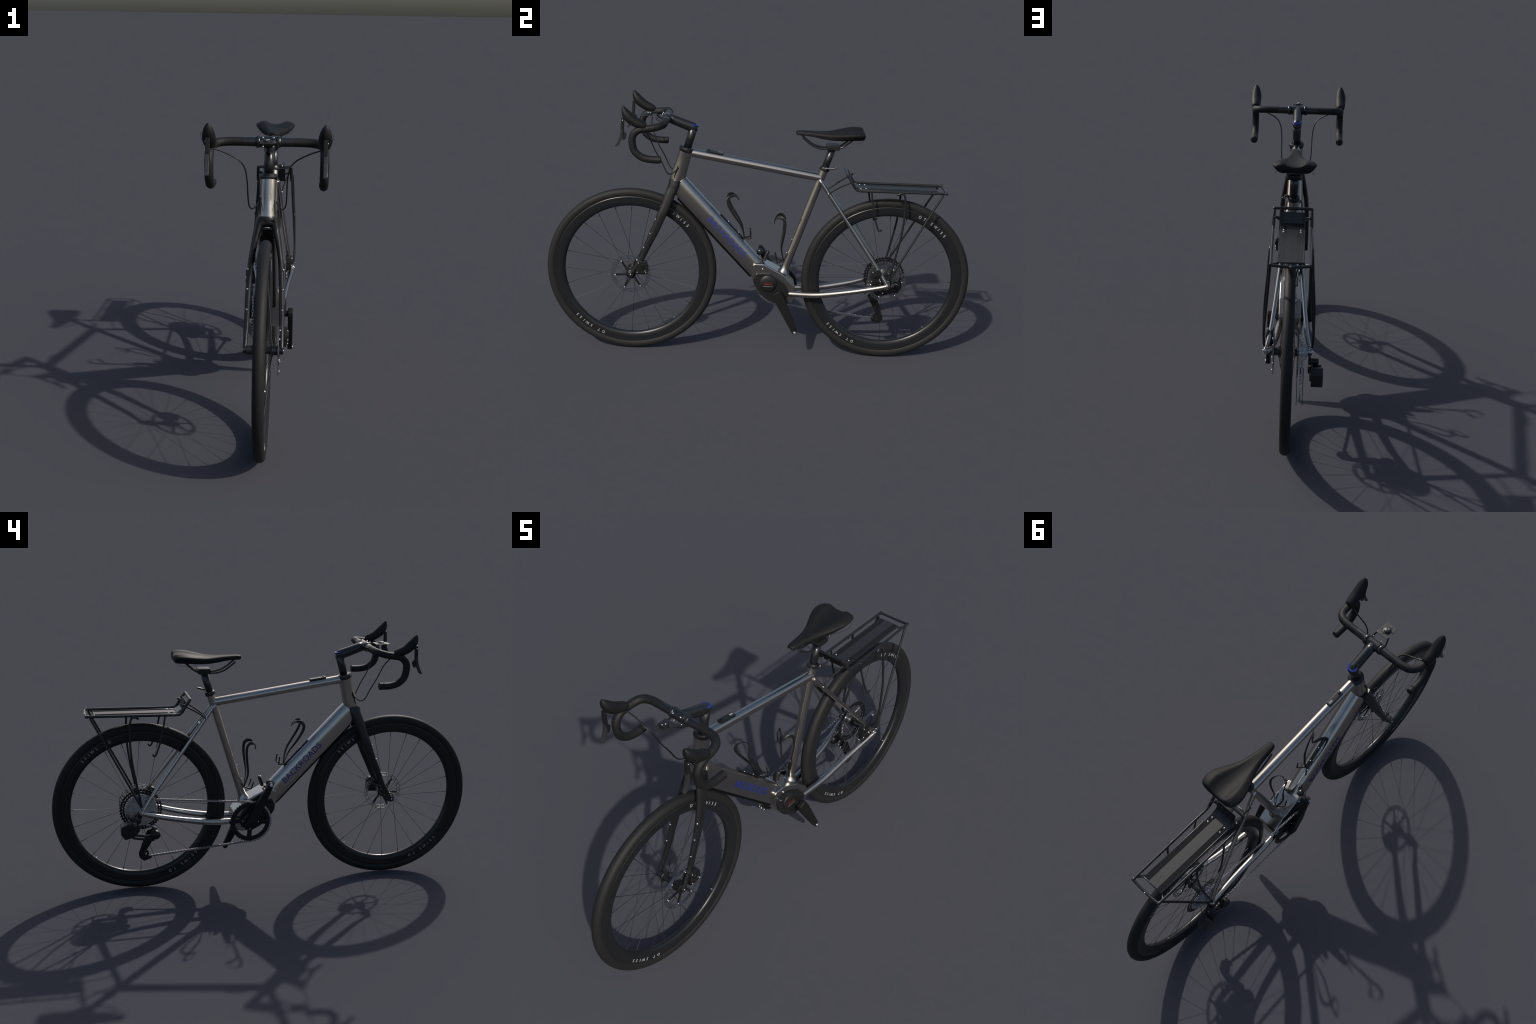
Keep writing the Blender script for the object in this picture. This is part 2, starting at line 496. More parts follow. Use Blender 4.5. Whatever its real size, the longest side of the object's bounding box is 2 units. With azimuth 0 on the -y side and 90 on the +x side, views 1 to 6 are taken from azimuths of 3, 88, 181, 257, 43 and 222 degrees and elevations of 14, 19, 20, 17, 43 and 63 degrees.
# stays
for sx in (1, -1):
    ss = spline([(sx * x, y, z, r) for x, y, z, r in ((0.017, 0.262, 0.874, 0.0098), (0.024, 0.290, 0.836, 0.0098), (0.046, 0.425, 0.650, 0.0095), (0.069, 0.548, 0.478, 0.0090), (0.083, 0.590, 0.418, 0.0086), (0.088, 0.600, 0.404, 0.0084))], 8)
    part("seat_stay", sweep(ss, ss[:, 3], sides=20), TITANIUM)
    cs = spline([(sx * x, y, z, r) for x, y, z, r in ((0.041, 0.135, 0.3225, 0.0140), (0.046, 0.185, 0.3225, 0.0142), (0.0530, 0.290, 0.3260, 0.0152), (0.064, 0.4386, 0.3520, 0.0130), (0.081, 0.560, 0.3830, 0.0118), (0.0880, 0.600, 0.3965, 0.0112))], 8)
    part("chain_stay", sweep(cs, cs[:, 3], sides=20), TITANIUM)
    d = Shape().add(lathe([(sx * 0.078, 0.004), (sx * 0.078, 0.0135), (sx * 0.080, 0.0145), (sx * 0.092, 0.0145), (sx * 0.094, 0.013), (sx * 0.094, 0.004)], 32, True, (0, 0.601, 0.402)))
    d.add(lathe([(sx * 0.060, 0.003), (sx * 0.060, 0.0075), (sx * 0.0955, 0.0075), (sx * 0.097, 0.006), (sx * 0.097, 0.003)], 24, True, (0, 0.601, 0.401)))
    part("dropout", d, TITANIUM)
    bolt((sx * 0.0965, 0.6015, 0.401), (sx, 0, 0), ROOT)
    bolt((sx * 0.0975, 0.6035, 0.424), (sx, 0, 0), ROOT, True)
    bolt((sx * 0.0365, 0.302, 0.819), (sx * 0.8, 0, 0.6), ROOT)
    # little cap that closes the top of each seat stay
    part("stay_cap", rod((sx * 0.0150, 0.259, 0.877), (sx * 0.022, 0.272, 0.8605), 0.0112, 0.0108, edge=0.003), TITANIUM)

# bridge between the seat stays
part("stay_bridge", tube([(-0.030, 0.325, 0.788), (0, 0.327, 0.790), (0.030, 0.325, 0.788)], 0.006), TITANIUM)

# ------------------------------------------------------------------ motor
shell = [(-0.0330, 0.4600), (-0.0240, 0.4690), (0.0210, 0.4680), (0.1150, 0.4185), (0.1680, 0.3660), (0.1720, 0.3550), (0.1720, 0.3000), (0.1600, 0.2780), (0.1300, 0.2690),
         (0.0760, 0.2720), (0.0300, 0.2980), (0.0050, 0.3200), (-0.0230, 0.3680), (-0.0370, 0.4100)]
part("motor_housing", prism(shell, -0.0500, 0.0500, 0.0065, 3), TITANIUM, angle=50)
cover = [(-0.0130, 0.4230), (0.0520, 0.4230), (0.0860, 0.4020), (0.1230, 0.3750), (0.1440, 0.3380), (0.1330, 0.2960), (0.1050, 0.2790), (0.0790, 0.2765), (0.0400, 0.2980), (0.0060, 0.3230), (-0.0240, 0.3720), (-0.0260, 0.3950)]
for sx in (1, -1):
    part("motor_cover", prism(cover, sx * 0.046, sx * 0.0605, 0.0025), PLASTIC)
bolt((0.0500, 0.0165, 0.4440), (1, 0, 0), ROOT)
bolt((-0.0500, 0.0165, 0.4440), (-1, 0, 0), ROOT)
bolt((0.0590, -0.0100, 0.4195), (1, 0, 0), ROOT, True)
capc = (0, 0.0435, 0.3755)
CAP_X, CAP_H, CAP_R = 0.0610, 0.0105, 0.0418
dome = [(0.055, CAP_R), (CAP_X, CAP_R)] + [(CAP_X + CAP_H * sin(t), CAP_R * cos(t)) for t in np.linspace(0.15, 1.5, 12)] + [(CAP_X + CAP_H, 0.0005)]
part("motor_cap", lathe(dome, 56, False, capc), PLASTIC, angle=60)
def dome_x(y, z):
    r = math.hypot(y - capc[1], z - capc[2]) / CAP_R
    return CAP_X + CAP_H * math.sqrt(max(0, 1 - r * r))
def cap_word(text, size, cy, cz, width, mat, name):
    me = glyphs(text, size, 0.0)
    x0, x1, y0, y1 = mesh_extent(me)
    k = width / (x1 - x0)
    for v in me.vertices:
        y, z = cy + (v.co.x - (x0 + x1) / 2) * k, cz + (v.co.y - (y0 + y1) / 2) * k
        v.co = (dome_x(y, z) + 0.0006, y, z)
    me.materials.clear()
    me.materials.append(mat)
    link(bpy.data.objects.new(name, me))
cap_word("BOSCH", 0.01, 0.0445, 0.3785, 0.034, RED_INK, "lettering")
cap_word("Performance Line", 0.006, 0.0445, 0.3660, 0.043, WHITE_INK, "lettering")

# cable grommets where hoses leave the down tube foot
# upright rounded plug on the centre line and a round knob beside the tube
plug = []
for t in np.linspace(-1, 1, 25):
    k = max(0.10, 1 - abs(t) ** 7) ** (1 / 4)
    plug.append((0.004, 0.0310 + 0.316 * 0.0265 * t, 0.4980 + 0.949 * 0.0265 * t, 0.0095 * k, 0.0158 * k))
plug = np.array(plug)
part("cable_plug", sweep(plug, plug[:, 3], plug[:, 4], sides=28, up=(0, 0.949, -0.316)), ANODISED, angle=60)
part("cable_knob", lathe([(-0.058, 0.0005), (-0.0575, 0.0060), (-0.0545, 0.0120), (-0.0490, 0.0158), (-0.0430, 0.0167), (-0.0370, 0.0158), (-0.0320, 0.0125), (-0.0290, 0.0070), (-0.0285, 0.0005)], 32, False, (0, 0.0000, 0.4990)), ANODISED, angle=60)

# ================================================================== CRANKS AND CHAIN
BB = np.array([0.0930, 0.3255])
def crank(sx, ang, x0, x1):
    d = np.array([cos(ang), sin(ang)])
    n = np.array([-d[1], d[0]])
    L = 0.2005
    out = []
    for t, w in ((-0.105, 0.0150), (-0.085, 0.0190), (-0.02, 0.0235), (0.12, 0.0238), (0.32, 0.0215), (0.65, 0.0172), (0.93, 0.0135), (1.02, 0.0105), (1.055, 0.0050)):
        out.append((t, w))
    poly = [tuple(BB + d * L * t + n * w) for t, w in out] + [tuple(BB + d * L * t - n * w) for t, w in reversed(out)]
    c = part("crank_arm", prism(poly, sx * x0, sx * x1, 0.003, 2), MATT)
    tip = BB + d * L
    place("pedal_thread", BOLT, toward((sx * (x1 - 0.001), *tip), (sx, 0, 0)) @ Matrix.Diagonal((1.9, 1.9, 1.0, 1)), c)
    x1 = x1 if sx < 0 else x0 + 0.002
    part("crank_spindle", lathe([(sx * 0.045, 0.0005), (sx * 0.045, 0.0135), (sx * (x1 + 0.0005), 0.0135), (sx * (x1 + 0.0025), 0.0115), (sx * (x1 + 0.0025), 0.0075), (sx * (x1 - 0.001), 0.0065), (sx * (x1 - 0.001), 0.0005)], 32, False, (0, *BB)), MATT, c)
    return c
crank(1, math.atan2(-0.1765, 0.0855), 0.0785, 0.0995)
crank(-1, math.atan2(0.1790, -0.0885), 0.0785, 0.0990)

def sprocket(teeth, r_out, r_in, x, half):
    ring_o = []
    depth = 0.0048
    for k in range(teeth):
        for f, r in ((0.0, r_out - depth), (0.22, r_out - depth * 0.85), (0.40, r_out), (0.60, r_out), (0.78, r_out - depth * 0.85)):
            a = 2 * pi * (k + f) / teeth
            ring_o.append((cos(a) * r, sin(a) * r))
    n = len(ring_o)
    rings = []
    for xx, inner in ((x - half, True), (x - half, False), (x + half, False), (x + half, True)):
        if inner:
            rings.append([(xx, y / math.hypot(y, z) * r_in, z / math.hypot(y, z) * r_in) for y, z in ring_o])
        else:
            rings.append([(xx, y, z) for y, z in ring_o])
    return loft(rings, closed=True)

ring_c = (0, 0.0920, 0.3235)
cr = sprocket(42, 0.0990, 0.0745, -0.0700, 0.0022)
ring_part = part("chainring", ([(p[0], p[1] + ring_c[1], p[2] + ring_c[2]) for p in cr[0]], cr[1]), BLACK_STEEL)
sp = Shape()
sp.add(lathe([(-0.0620, 0.012), (-0.0620, 0.040), (-0.0720, 0.040), (-0.0780, 0.030), (-0.0780, 0.012)], 40, True, (0, *BB)))
sp.add(lathe([(-0.0665, 0.0740), (-0.0665, 0.0900), (-0.0735, 0.0890), (-0.0745, 0.0860), (-0.0745, 0.0780), (-0.0735, 0.0745)], 72, True, ring_c))
for k in range(4):
    # angles counted from +y toward +z
    a = math.radians(184 - 90 * k)
    a0 = np.array([-0.0705, BB[0] + cos(a) * 0.030, BB[1] + sin(a) * 0.030])
    a1 = np.array([-0.0705, ring_c[1] + cos(a) * 0.080, ring_c[2] + sin(a) * 0.080])
    sp.add(sweep([a0, a0 * .5 + a1 * .5, a1], 0.0035, [0.0125, 0.0105, 0.0120], sides=12, up=(1, 0, 0), power=4))
    bolt((-0.0740, BB[0] + cos(a) * 0.0375, BB[1] + sin(a) * 0.0375), (-1, 0, 0), ring_part, True)
part("chainring_spider", sp, MATT, ring_part)

# cassette
CAS = (0, 0.601, 0.400)
TEETH = (11, 13, 15, 17, 19, 21, 24, 27, 30, 33, 38, 43)
cas_parent = None
for i, T in enumerate(TEETH):
    x = -0.0745 + 0.0034 * i
    r = T * 0.00229 + 0.0016
    big = i >= 10
    vf = sprocket(T, r, 0.017 if i < 3 else r - 0.0118, x, 0.0010)
    me = finish_mesh("sprocket", vf, BLACK_STEEL if big else STEEL)
    if cas_parent is None:
        cas_parent = part("cassette", lathe([(-0.0770, 0.013), (-0.0770, 0.0165), (-0.0370, 0.0175), (-0.0370, 0.013)], 40, True, CAS), STEEL)
    place("sprocket", me, Matrix.Translation(CAS) @ Matrix.Rotation(0.11 * i, 4, "X"), cas_parent)
body = Shape()
for k in range(6):
    # six slim arms carry the rings on a cone
    a = 2 * pi * k / 6
    p = [(-0.0745 + 0.0034 * i + 0.0012, CAS[1] + cos(a + i * 0.05) * (TEETH[i] * 0.00229 - 0.0088), CAS[2] + sin(a + i * 0.05) * (TEETH[i] * 0.00229 - 0.0088)) for i in range(2, 12)]
    body.add(sweep(p, 0.0012, 0.0022, sides=6, up=(cos(pi / 4), 0.001, 0), power=3))
part("cassette_web", body, STEEL, cas_parent)

# chain: belt of alternating links round ring, cassette and both pulleys
PULLEY_A, PULLEY_B = (0.5440, 0.2960), (0.5830, 0.1890)
belt = [(ring_c[1], ring_c[2], 0.0965, -1, -0.0700), (CAS[1], CAS[2], 0.0550, -1, -0.0540), (*PULLEY_A, 0.0165, 1, -0.0520), (*PULLEY_B, 0.0165, -1, -0.0515)]
legs = []
for i in range(4):
    A, B = belt[i], belt[(i + 1) % 4]
    D = np.array([B[0] - A[0], B[1] - A[1]])
    k = B[3] * B[2] - A[3] * A[2]
    th = math.atan2(D[1], D[0]) - math.asin(k / np.linalg.norm(D))
    n = np.array([-sin(th), cos(th)])
    legs.append((np.array(A[:2]) - A[3] * A[2] * n, np.array(B[:2]) - B[3] * B[2] * n))
path = []
for i in range(4):
    B = belt[(i + 1) % 4]
    A = belt[i]
    p, q = legs[i]
    for t in np.linspace(0, 1, 60, endpoint=False):
        w = p + (q - p) * t
        path.append((A[4] + (B[4] - A[4]) * t, *w))
    r = legs[(i + 1) % 4][0]
    a0 = math.atan2(q[1] - B[1], q[0] - B[0])
    a1 = math.atan2(r[1] - B[1], r[0] - B[0])
    if B[3] < 0:
        while a1 > a0:
            a1 -= 2 * pi
    else:
        while a1 < a0:
            a1 += 2 * pi
    for t in np.linspace(0, 1, 40, endpoint=False):
        a = a0 + (a1 - a0) * t
        path.append((B[4], B[0] + cos(a) * B[2], B[1] + sin(a) * B[2]))
path = np.array(path)
loop = np.vstack([path, path[:1]])
cum = np.concatenate([[0], np.cumsum(np.linalg.norm(np.diff(loop, axis=0), axis=1))])
count = int(round(cum[-1] / 0.01442 / 2)) * 2
def chain_at(sv):
    sv %= cum[-1]
    return np.array([np.interp(sv, cum, loop[:, j]) for j in range(3)])
def link_mesh(name, gap, h):
    s = Shape()
    L = 0.0072
    out = [(-L - 0.0035, 0.0), (-L - 0.0025, h * 0.75), (-L, h), (0, h * 0.68), (L, h), (L + 0.0025, h * 0.75), (L + 0.0035, 0)]
    poly = out + [(a, -b) for a, b in reversed(out[1:-1])]
    for sx in (1, -1):
        s.add(prism(poly, sx * gap, sx * (gap + 0.0013), 0.0))
    for a in (-L, L):
        s.add(rod((-gap - 0.0010, a, 0), (gap + 0.0010, a, 0), 0.0026, sides=8))
    return finish_mesh(name, s, STEEL, 30)
LINKS = (link_mesh("outer_link", 0.0023, 0.0052), link_mesh("inner_link", 0.0010, 0.0048))
chain = link(bpy.data.objects.new("chain", None))
step = cum[-1] / count
for i in range(count):
    a, b = Vector(chain_at(i * step)), Vector(chain_at((i + 1) * step))
    d = (b - a).normalized()
    up = d.cross(Vector((1, 0, 0))).normalized()
    side = d.cross(up).normalized()
    side = -side if side.x < 0 else side
    up = side.cross(d).normalized()
    place("chain_link", LINKS[i % 2], frame_matrix((a + b) / 2, side, d, up), chain)

# ------------------------------------------------------------------ derailleur
der = part("derailleur", prism([(0.7000, 0.3515), (0.6690, 0.3665), (0.6530, 0.3640), (0.6465, 0.3440), (0.6360, 0.3060), (0.6620, 0.2960), (0.6840, 0.2910), (0.7015, 0.3145)], -0.1380, -0.0920, 0.003), PLASTIC)
part("derailleur_body", prism([(0.6480, 0.3460), (0.6215, 0.3590), (0.6140, 0.3330), (0.6340, 0.3040), (0.6480, 0.3000)], -0.1320, -0.0980, 0.003), PLASTIC, der)
part("derailleur_badge", block((-0.1325, 0.6345, 0.3220), (0.001, 0.006, 0.024), 0.0003, Matrix.Rotation(-0.55, 3, "X")), LEVER_GREY, der)
part("derailleur_pivot", Shape().add(rod((-0.080, 0.6205, 0.3710), (-0.1210, 0.6205, 0.3710), 0.0125, edge=0.003)), PLASTIC, der)
part("derailleur_hanger", prism([(0.5900, 0.4050), (0.6120, 0.4080), (0.6320, 0.3720), (0.6280, 0.3580), (0.6120, 0.3590), (0.6020, 0.3780)], -0.0900, -0.0800, 0.002), BLACK_STEEL, der)
lk = Shape()
lk.add(rod((-0.112, 0.6450, 0.3045), (-0.100, 0.5680, 0.2860), 0.0052))
lk.add(rod((-0.112, 0.6520, 0.2905), (-0.100, 0.5720, 0.2715), 0.0052))
lk.add(prism([(0.5930, 0.2920), (0.5480, 0.3000), (0.5470, 0.2680), (0.5900, 0.2650)], -0.1080, -0.0880, 0.003))
part("derailleur_link", lk, PLASTIC, der)
drum = [(-0.0800, 0.0005), (-0.0805, 0.0100), (-0.0830, 0.0170), (-0.0880, 0.0205), (-0.0920, 0.0215), (-0.1060, 0.0215), (-0.1120, 0.0195), (-0.1160, 0.0140), (-0.1175, 0.0005)]
part("derailleur_clutch", lathe(drum, 36, False, (0, 0.5420, 0.2960)), PLASTIC, der)
cage = [(0.5490, 0.3050), (0.5740, 0.2950), (0.5900, 0.2515), (0.6130, 0.1880), (0.6130, 0.1728), (0.5920, 0.1556), (0.5585, 0.1664), (0.5553, 0.1790), (0.5880, 0.1765), (0.5850, 0.1960), (0.5760, 0.2144), (0.5630, 0.2358), (0.5460, 0.2650), (0.5330, 0.2850)]
for x in (-0.0645, -0.0405):
    part("pulley_cage", prism(cage, x, x + 0.0026, 0.0005, 1), BLACK_STEEL, der)
for P, T in ((PULLEY_A, 13), (PULLEY_B, 13)):
    vf = sprocket(T, 0.0195, 0.005, -0.0515, 0.0015)
    place("jockey_wheel", finish_mesh("jockey_wheel", vf, BLACK_STEEL), Matrix.Translation((0, *P)), der)
    bolt((-0.0645, *P), (-1, 0, 0), der, True)
bolt((-0.1120, 0.6640, 0.2925), (0, 0.2, -1), der, True)
bolt((-0.1160, 0.6520, 0.2880), (-1, 0, 0), der, True)

# ================================================================== BRAKE CALIPERS
def caliper(cy, cz, x0, x1, tilt):
    m = Matrix.Translation((0, cy, cz)) @ Matrix.Rotation(tilt, 4, "X")
    outline = [(-0.0260, -0.0280), (0.0230, -0.0280), (0.0270, -0.0200), (0.0265, 0.0160), (0.0180, 0.0310), (-0.0060, 0.0340), (-0.0190, 0.0280), (-0.0240, 0.0050)]
    c = part("brake_caliper", moved(prism(outline, x0, x1, 0.0035), m), PLASTIC)
    part("caliper_piston", moved(lathe([(x1 - 0.003, 0.0005), (x1 - 0.003, 0.0130), (x1 + 0.0035, 0.0130), (x1 + 0.0045, 0.0120), (x1 + 0.0045, 0.0105), (x1 + 0.0038, 0.0100), (x1 + 0.0038, 0.0005)], 36, False, (0, 0.001, 0.003)), m), BLACK_STEEL, c)
    for y, z in ((-0.0150, 0.0230), (-0.0205, -0.0225), (0.0200, -0.0235), (0.0160, -0.0150)):
        bolt(m @ Vector((x1 - 0.0005, y, z)), (1, 0, 0), c, True)
    part("caliper_arm", moved(prism([(-0.030, -0.033), (0.026, -0.034), (0.028, -0.024), (-0.030, -0.022)], x0 + 0.006, x1 - 0.004, 0.002), m), BLACK_STEEL, c)
caliper(-0.5475, 0.4395, 0.0600, 0.0870, 0.0)
caliper(0.5470, 0.4400, 0.0580, 0.0850, 0.05)

# ================================================================== FORK
fork_rows = [(0.024, -0.4060, 0.846, 0.0260, 0.0150), (0.0305, -0.4080, 0.826, 0.0255, 0.0145), (0.0400, -0.4250, 0.784, 0.0235, 0.0125), (0.0490, -0.4420, 0.735, 0.0215, 0.0110),
             (0.0555, -0.4600, 0.690, 0.0205, 0.0105), (0.0605, -0.4905, 0.613, 0.0180, 0.0105), (0.0625, -0.5190, 0.550, 0.0155, 0.0105), (0.0640, -0.5470, 0.485, 0.0125, 0.0100), (0.0655, -0.5750, 0.438, 0.0098, 0.0088), (0.0665, -0.6000, 0.3985, 0.0095, 0.0075)]
for sx in (1, -1):
    rows = spline([(sx * x, y, z, a, b) for x, y, z, a, b in fork_rows], 7)
    leg = part("fork_blade", sweep(rows, rows[:, 3], rows[:, 4], sides=28, up=(0, 1, 0.35), power=2.5), FORK_PAINT)
    # raised seam running down the outer face
    seam = spline([(sx * (x + b * 0.98), y - 0.002, z, 0.0006) for x, y, z, a, b in fork_rows[1:7]], 6)
    part("fork_seam", sweep(seam, 0.0012, sides=6), BLACK_STEEL, leg)
    part("fork_end", lathe([(sx * 0.0590, 0.005), (sx * 0.0590, 0.0125), (sx * 0.0605, 0.0135), (sx * 0.0720, 0.0130), (sx * 0.0735, 0.0110), (sx * 0.0735, 0.005)], 32, True, (0, -0.601, 0.3990)), FORK_PAINT, leg)
    bolt((sx * 0.0725, -0.6008, 0.4000), (sx, 0, 0), leg)
    for y, z in ((-0.4862, 0.672), (-0.5107, 0.602), (-0.5392, 0.533)):
        bolt((sx * 0.0650, y - 0.0005, z), (sx * 0.5, -0.85, 0), leg)
part("axle", rod((-0.072, -0.601, AXLE_Z), (0.072, -0.601, AXLE_Z), 0.0085), BLACK_STEEL)
# crown: collar under the head tube with an arch over the tyre
cr = Shape()
base = HT_BOT - ht_dir * 0.0
cr.add(sweep([base + ht_dir * 0.004, base + ht_dir * 0.001, base - ht_dir * 0.006, base - ht_dir * 0.020, base - ht_dir * 0.030], [0.0335, 0.0352, 0.0355, 0.0335, 0.026], [0.032, 0.0338, 0.0342, 0.0325, 0.025], sides=36, up=(0, 1, 0)))
arch = spline([(-0.036, -0.412, 0.812, 0.022, 0.012), (-0.022, -0.408, 0.830, 0.025, 0.014), (0, -0.406, 0.836, 0.026, 0.015), (0.022, -0.408, 0.830, 0.025, 0.014), (0.036, -0.412, 0.812, 0.022, 0.012)], 6)
cr.add(sweep(arch, arch[:, 3], arch[:, 4], sides=20, up=(0, 1, 0.2), power=2.6))
part("fork_crown", cr, FORK_PAINT)
part("crown_race", sweep([base - ht_dir * 0.036, base - ht_dir * 0.0385, base - ht_dir * 0.0395], [0.0205, 0.0205, 0.0185], sides=32), STEEL)

# ================================================================== COCKPIT
# steerer column and stem
col = [np.array([0, -0.3535, 0.990]), np.array([0, -0.3385, 1.0445]), np.array([0, -0.3228, 1.1030])]
part("stem_column", sweep(col, [0.0176, 0.0181, 0.0196], sides=40), ANODISED, angle=180)
cd = (col[2] - col[0]) / np.linalg.norm(col[2] - col[0])
c0 = col[2] + cd * 0.0005
part("stem_spacer", sweep([c0, c0 + cd * 0.0008, c0 + cd * 0.0042, c0 + cd * 0.0055], [0.0196, 0.0206, 0.0206, 0.0194], sides=36), BLUE_PART)
stem_rows = spline([(0, -0.3095, 1.0935, 0.0165, 0.0150), (0, -0.3180, 1.0930, 0.0205, 0.0190), (0, -0.3350, 1.0965, 0.0232, 0.0208), (0, -0.3800, 1.1120, 0.0222, 0.0205), (0, -0.4180, 1.1260, 0.0215, 0.0205), (0, -0.4420, 1.1335, 0.0205, 0.0215)], 6)
keep = stem_rows[[0, 3, 6, 9, 12, 18, 24, 30]]
part("stem", sweep(keep, keep[:, 3], keep[:, 4], sides=40, up=(0, 0.3, 1)), ANODISED, angle=180)
BAR_Y, BAR_Z = -0.4450, 1.1340
part("stem_clamp", lathe([(-0.0275, 0.012), (-0.0275, 0.0190), (-0.0260, 0.0208), (0.0260, 0.0208), (0.0275, 0.0190), (0.0275, 0.012)], 40, True, (0, BAR_Y, BAR_Z)), ANODISED)
for x in (-0.0190, 0.0190):
    for z in (1.1510, 1.1190):
        bolt((x, -0.4625, z), (0, -1, 0.0), ROOT)
# bare bar centre
part("handlebar", lathe([(-0.0900, 0.012), (-0.0900, 0.0162), (-0.045, 0.0168), (0.045, 0.0168), (0.0900, 0.0162), (0.0900, 0.012)], 40, True, (0, BAR_Y, BAR_Z)), ANODISED)
for sx in (1, -1):
    part("mount_ring", lathe([(sx * 0.0285, 0.015), (sx * 0.0285, 0.0188), (sx * 0.0305, 0.0205), (sx * 0.0340, 0.0216), (sx * 0.0380, 0.0218), (sx * 0.0420, 0.0208), (sx * 0.0450, 0.0188), (sx * 0.0455, 0.015)], 36, True, (0, BAR_Y, BAR_Z)), ANODISED)

# taped drop
DROP = [(0.0790, -0.4450, 1.1340), (0.1100, -0.4450, 1.1340), (0.1420, -0.4460, 1.1335), (0.1680, -0.4520, 1.1320), (0.1870, -0.4660, 1.1290), (0.1965, -0.4860, 1.1245), (0.2000, -0.5080, 1.1215), (0.2010, -0.5300, 1.1190),
        (0.2015, -0.5500, 1.1135), (0.2015, -0.5680, 1.1000), (0.2015, -0.5780, 1.0780), (0.2015, -0.5770, 1.0480), (0.2015, -0.5680, 1.0200), (0.2015, -0.5410, 0.9965), (0.2015, -0.5100, 0.9870), (0.2012, -0.4800, 0.9850), (0.2010, -0.4560, 0.9855)]
for sx in (1, -1):
    P = spline([(sx * x, y, z) for x, y, z in DROP], 7)
    R = np.full(len(P), 0.0160)
    for i in range(len(P)):
        if P[i][2] < 1.0 and P[i][1] > -0.475:
            R[i] = 0.0160
    R[0] = 0.0150
    e = P[-1] + np.array([0, 0.0015, 0])
    P2 = np.vstack([P, e])
    R2 = np.concatenate([R, [0.0145]])
    bar = part("bar_tape", sweep(P2, R2, sides=24), TAPE)
    # overlapping turn of tape at the bend
    band = P[20:23]
    part("tape_edge", sweep(spline(band, 3), 0.0166, sides=24), TAPE, bar)
    part("bar_plug", rod((sx * 0.2010, -0.4575, 0.9855), (sx * 0.2010, -0.4530, 0.9855), 0.0135), PLASTIC, bar)

    hood_rows = [(0.2000, -0.5165, 1.1300, 0.0060, 0.0085), (0.2000, -0.5200, 1.1305, 0.0125, 0.0155), (0.2000, -0.5300, 1.1335, 0.0175, 0.0200), (0.2005, -0.5480, 1.1405, 0.0200, 0.0225), (0.2010, -0.5700, 1.1510, 0.0215, 0.0238),
                 (0.2010, -0.5900, 1.1660, 0.0222, 0.0240), (0.2010, -0.6040, 1.1830, 0.0195, 0.0210), (0.2012, -0.6120, 1.1990, 0.0135, 0.0155), (0.2012, -0.6155, 1.2090, 0.0080, 0.0095), (0.2012, -0.6172, 1.2158, 0.0030, 0.0035)]
    H = spline([(sx * x, y, z, a, b) for x, y, z, a, b in hood_rows], 6)
    part("brake_hood", sweep(H, H[:, 3], H[:, 4], sides=32, up=(0, 0.6, 1)), HOOD, bar)
    lx0, lx1 = sx * 0.1945, sx * 0.2100
    lever = part("brake_lever", prism([(-0.6240, 1.1680), (-0.6120, 1.1640), (-0.6130, 1.1250), (-0.6160, 1.0880), (-0.6220, 1.0760), (-0.6240, 1.0880), (-0.6280, 1.1150)], lx0, lx1, 0.0022), PLASTIC, bar)
    part("lever_blade", prism([(-0.6265, 1.1180), (-0.6180, 1.1120), (-0.6185, 1.0800), (-0.6370, 1.0430), (-0.6440, 1.0380), (-0.6515, 1.0385), (-0.6510, 1.0450), (-0.6440, 1.0560), (-0.6320, 1.0860)], sx * 0.1960, sx * 0.2105, 0.0022), LEVER_GREY, bar)
    part("shift_paddle", prism([(-0.6180, 1.1120), (-0.6020, 1.0930), (-0.6080, 1.0710), (-0.6200, 1.0660)], sx * 0.1975, sx * 0.2080, 0.0022), PLASTIC, bar)
    bolt((sx * 0.2090, -0.6185, 1.1540), (sx, 0, 0), bar, True)
    part("hood_wire", tube([(sx * 0.2225, -0.6000, 1.1520), (sx * 0.2262, -0.6050, 1.1660), (sx * 0.2268, -0.6080, 1.1850)], 0.0006, sides=6), CABLE, bar)
    # hose from the hood to the head tube
    hose = [(0.1950, -0.5350, 1.1190), (0.1800, -0.5300, 1.1150), (0.1480, -0.5260, 1.1030), (0.1030, -0.5240, 1.0790), (0.0800, -0.5120, 1.0480), (0.0720, -0.4910, 0.9970), (0.0705, -0.4600, 0.9420), (0.0680, -0.4430, 0.9060), (0.0620, -0.4330, 0.8900), (0.0550, -0.4240, 0.8850), (0.0460, -0.4120, 0.8890), (0.0370, -0.4000, 0.8985), (0.0260, -0.3870, 0.9100)]
    part("brake_hose", tube([(sx * x, y, z) for x, y, z in hose], 0.0027, sides=10), CABLE)

# display mount in front of the bar
mp = part("display_mount", block((0, -0.5260, 1.1430), (0.0530, 0.0680, 0.0030), 0.0008), RACK_DECK)
part("mount_puck", Shape().add(moved(lathe([(0.0015, 0.0005), (0.0015, 0.0185), (0.0035, 0.0185), (0.0042, 0.0145), (0.0075, 0.0140), (0.0082, 0.0130), (0.0083, 0.0005)], 8), Matrix.Translation((0, -0.5255, 1.1430)) @ Matrix.Rotation(-pi / 2, 4, "Y"))), PLASTIC, mp)
pk = Shape()
for k in range(6):
    a = 2 * pi * (k + 0.25) / 6
    pk.add(rod((cos(a) * 0.015, -0.5255 + sin(a) * 0.015, 1.1455), (cos(a) * 0.0245, -0.5255 + sin(a) * 0.0245, 1.1455), 0.0012, sides=8))
part("puck_clip", pk, RACK, mp)
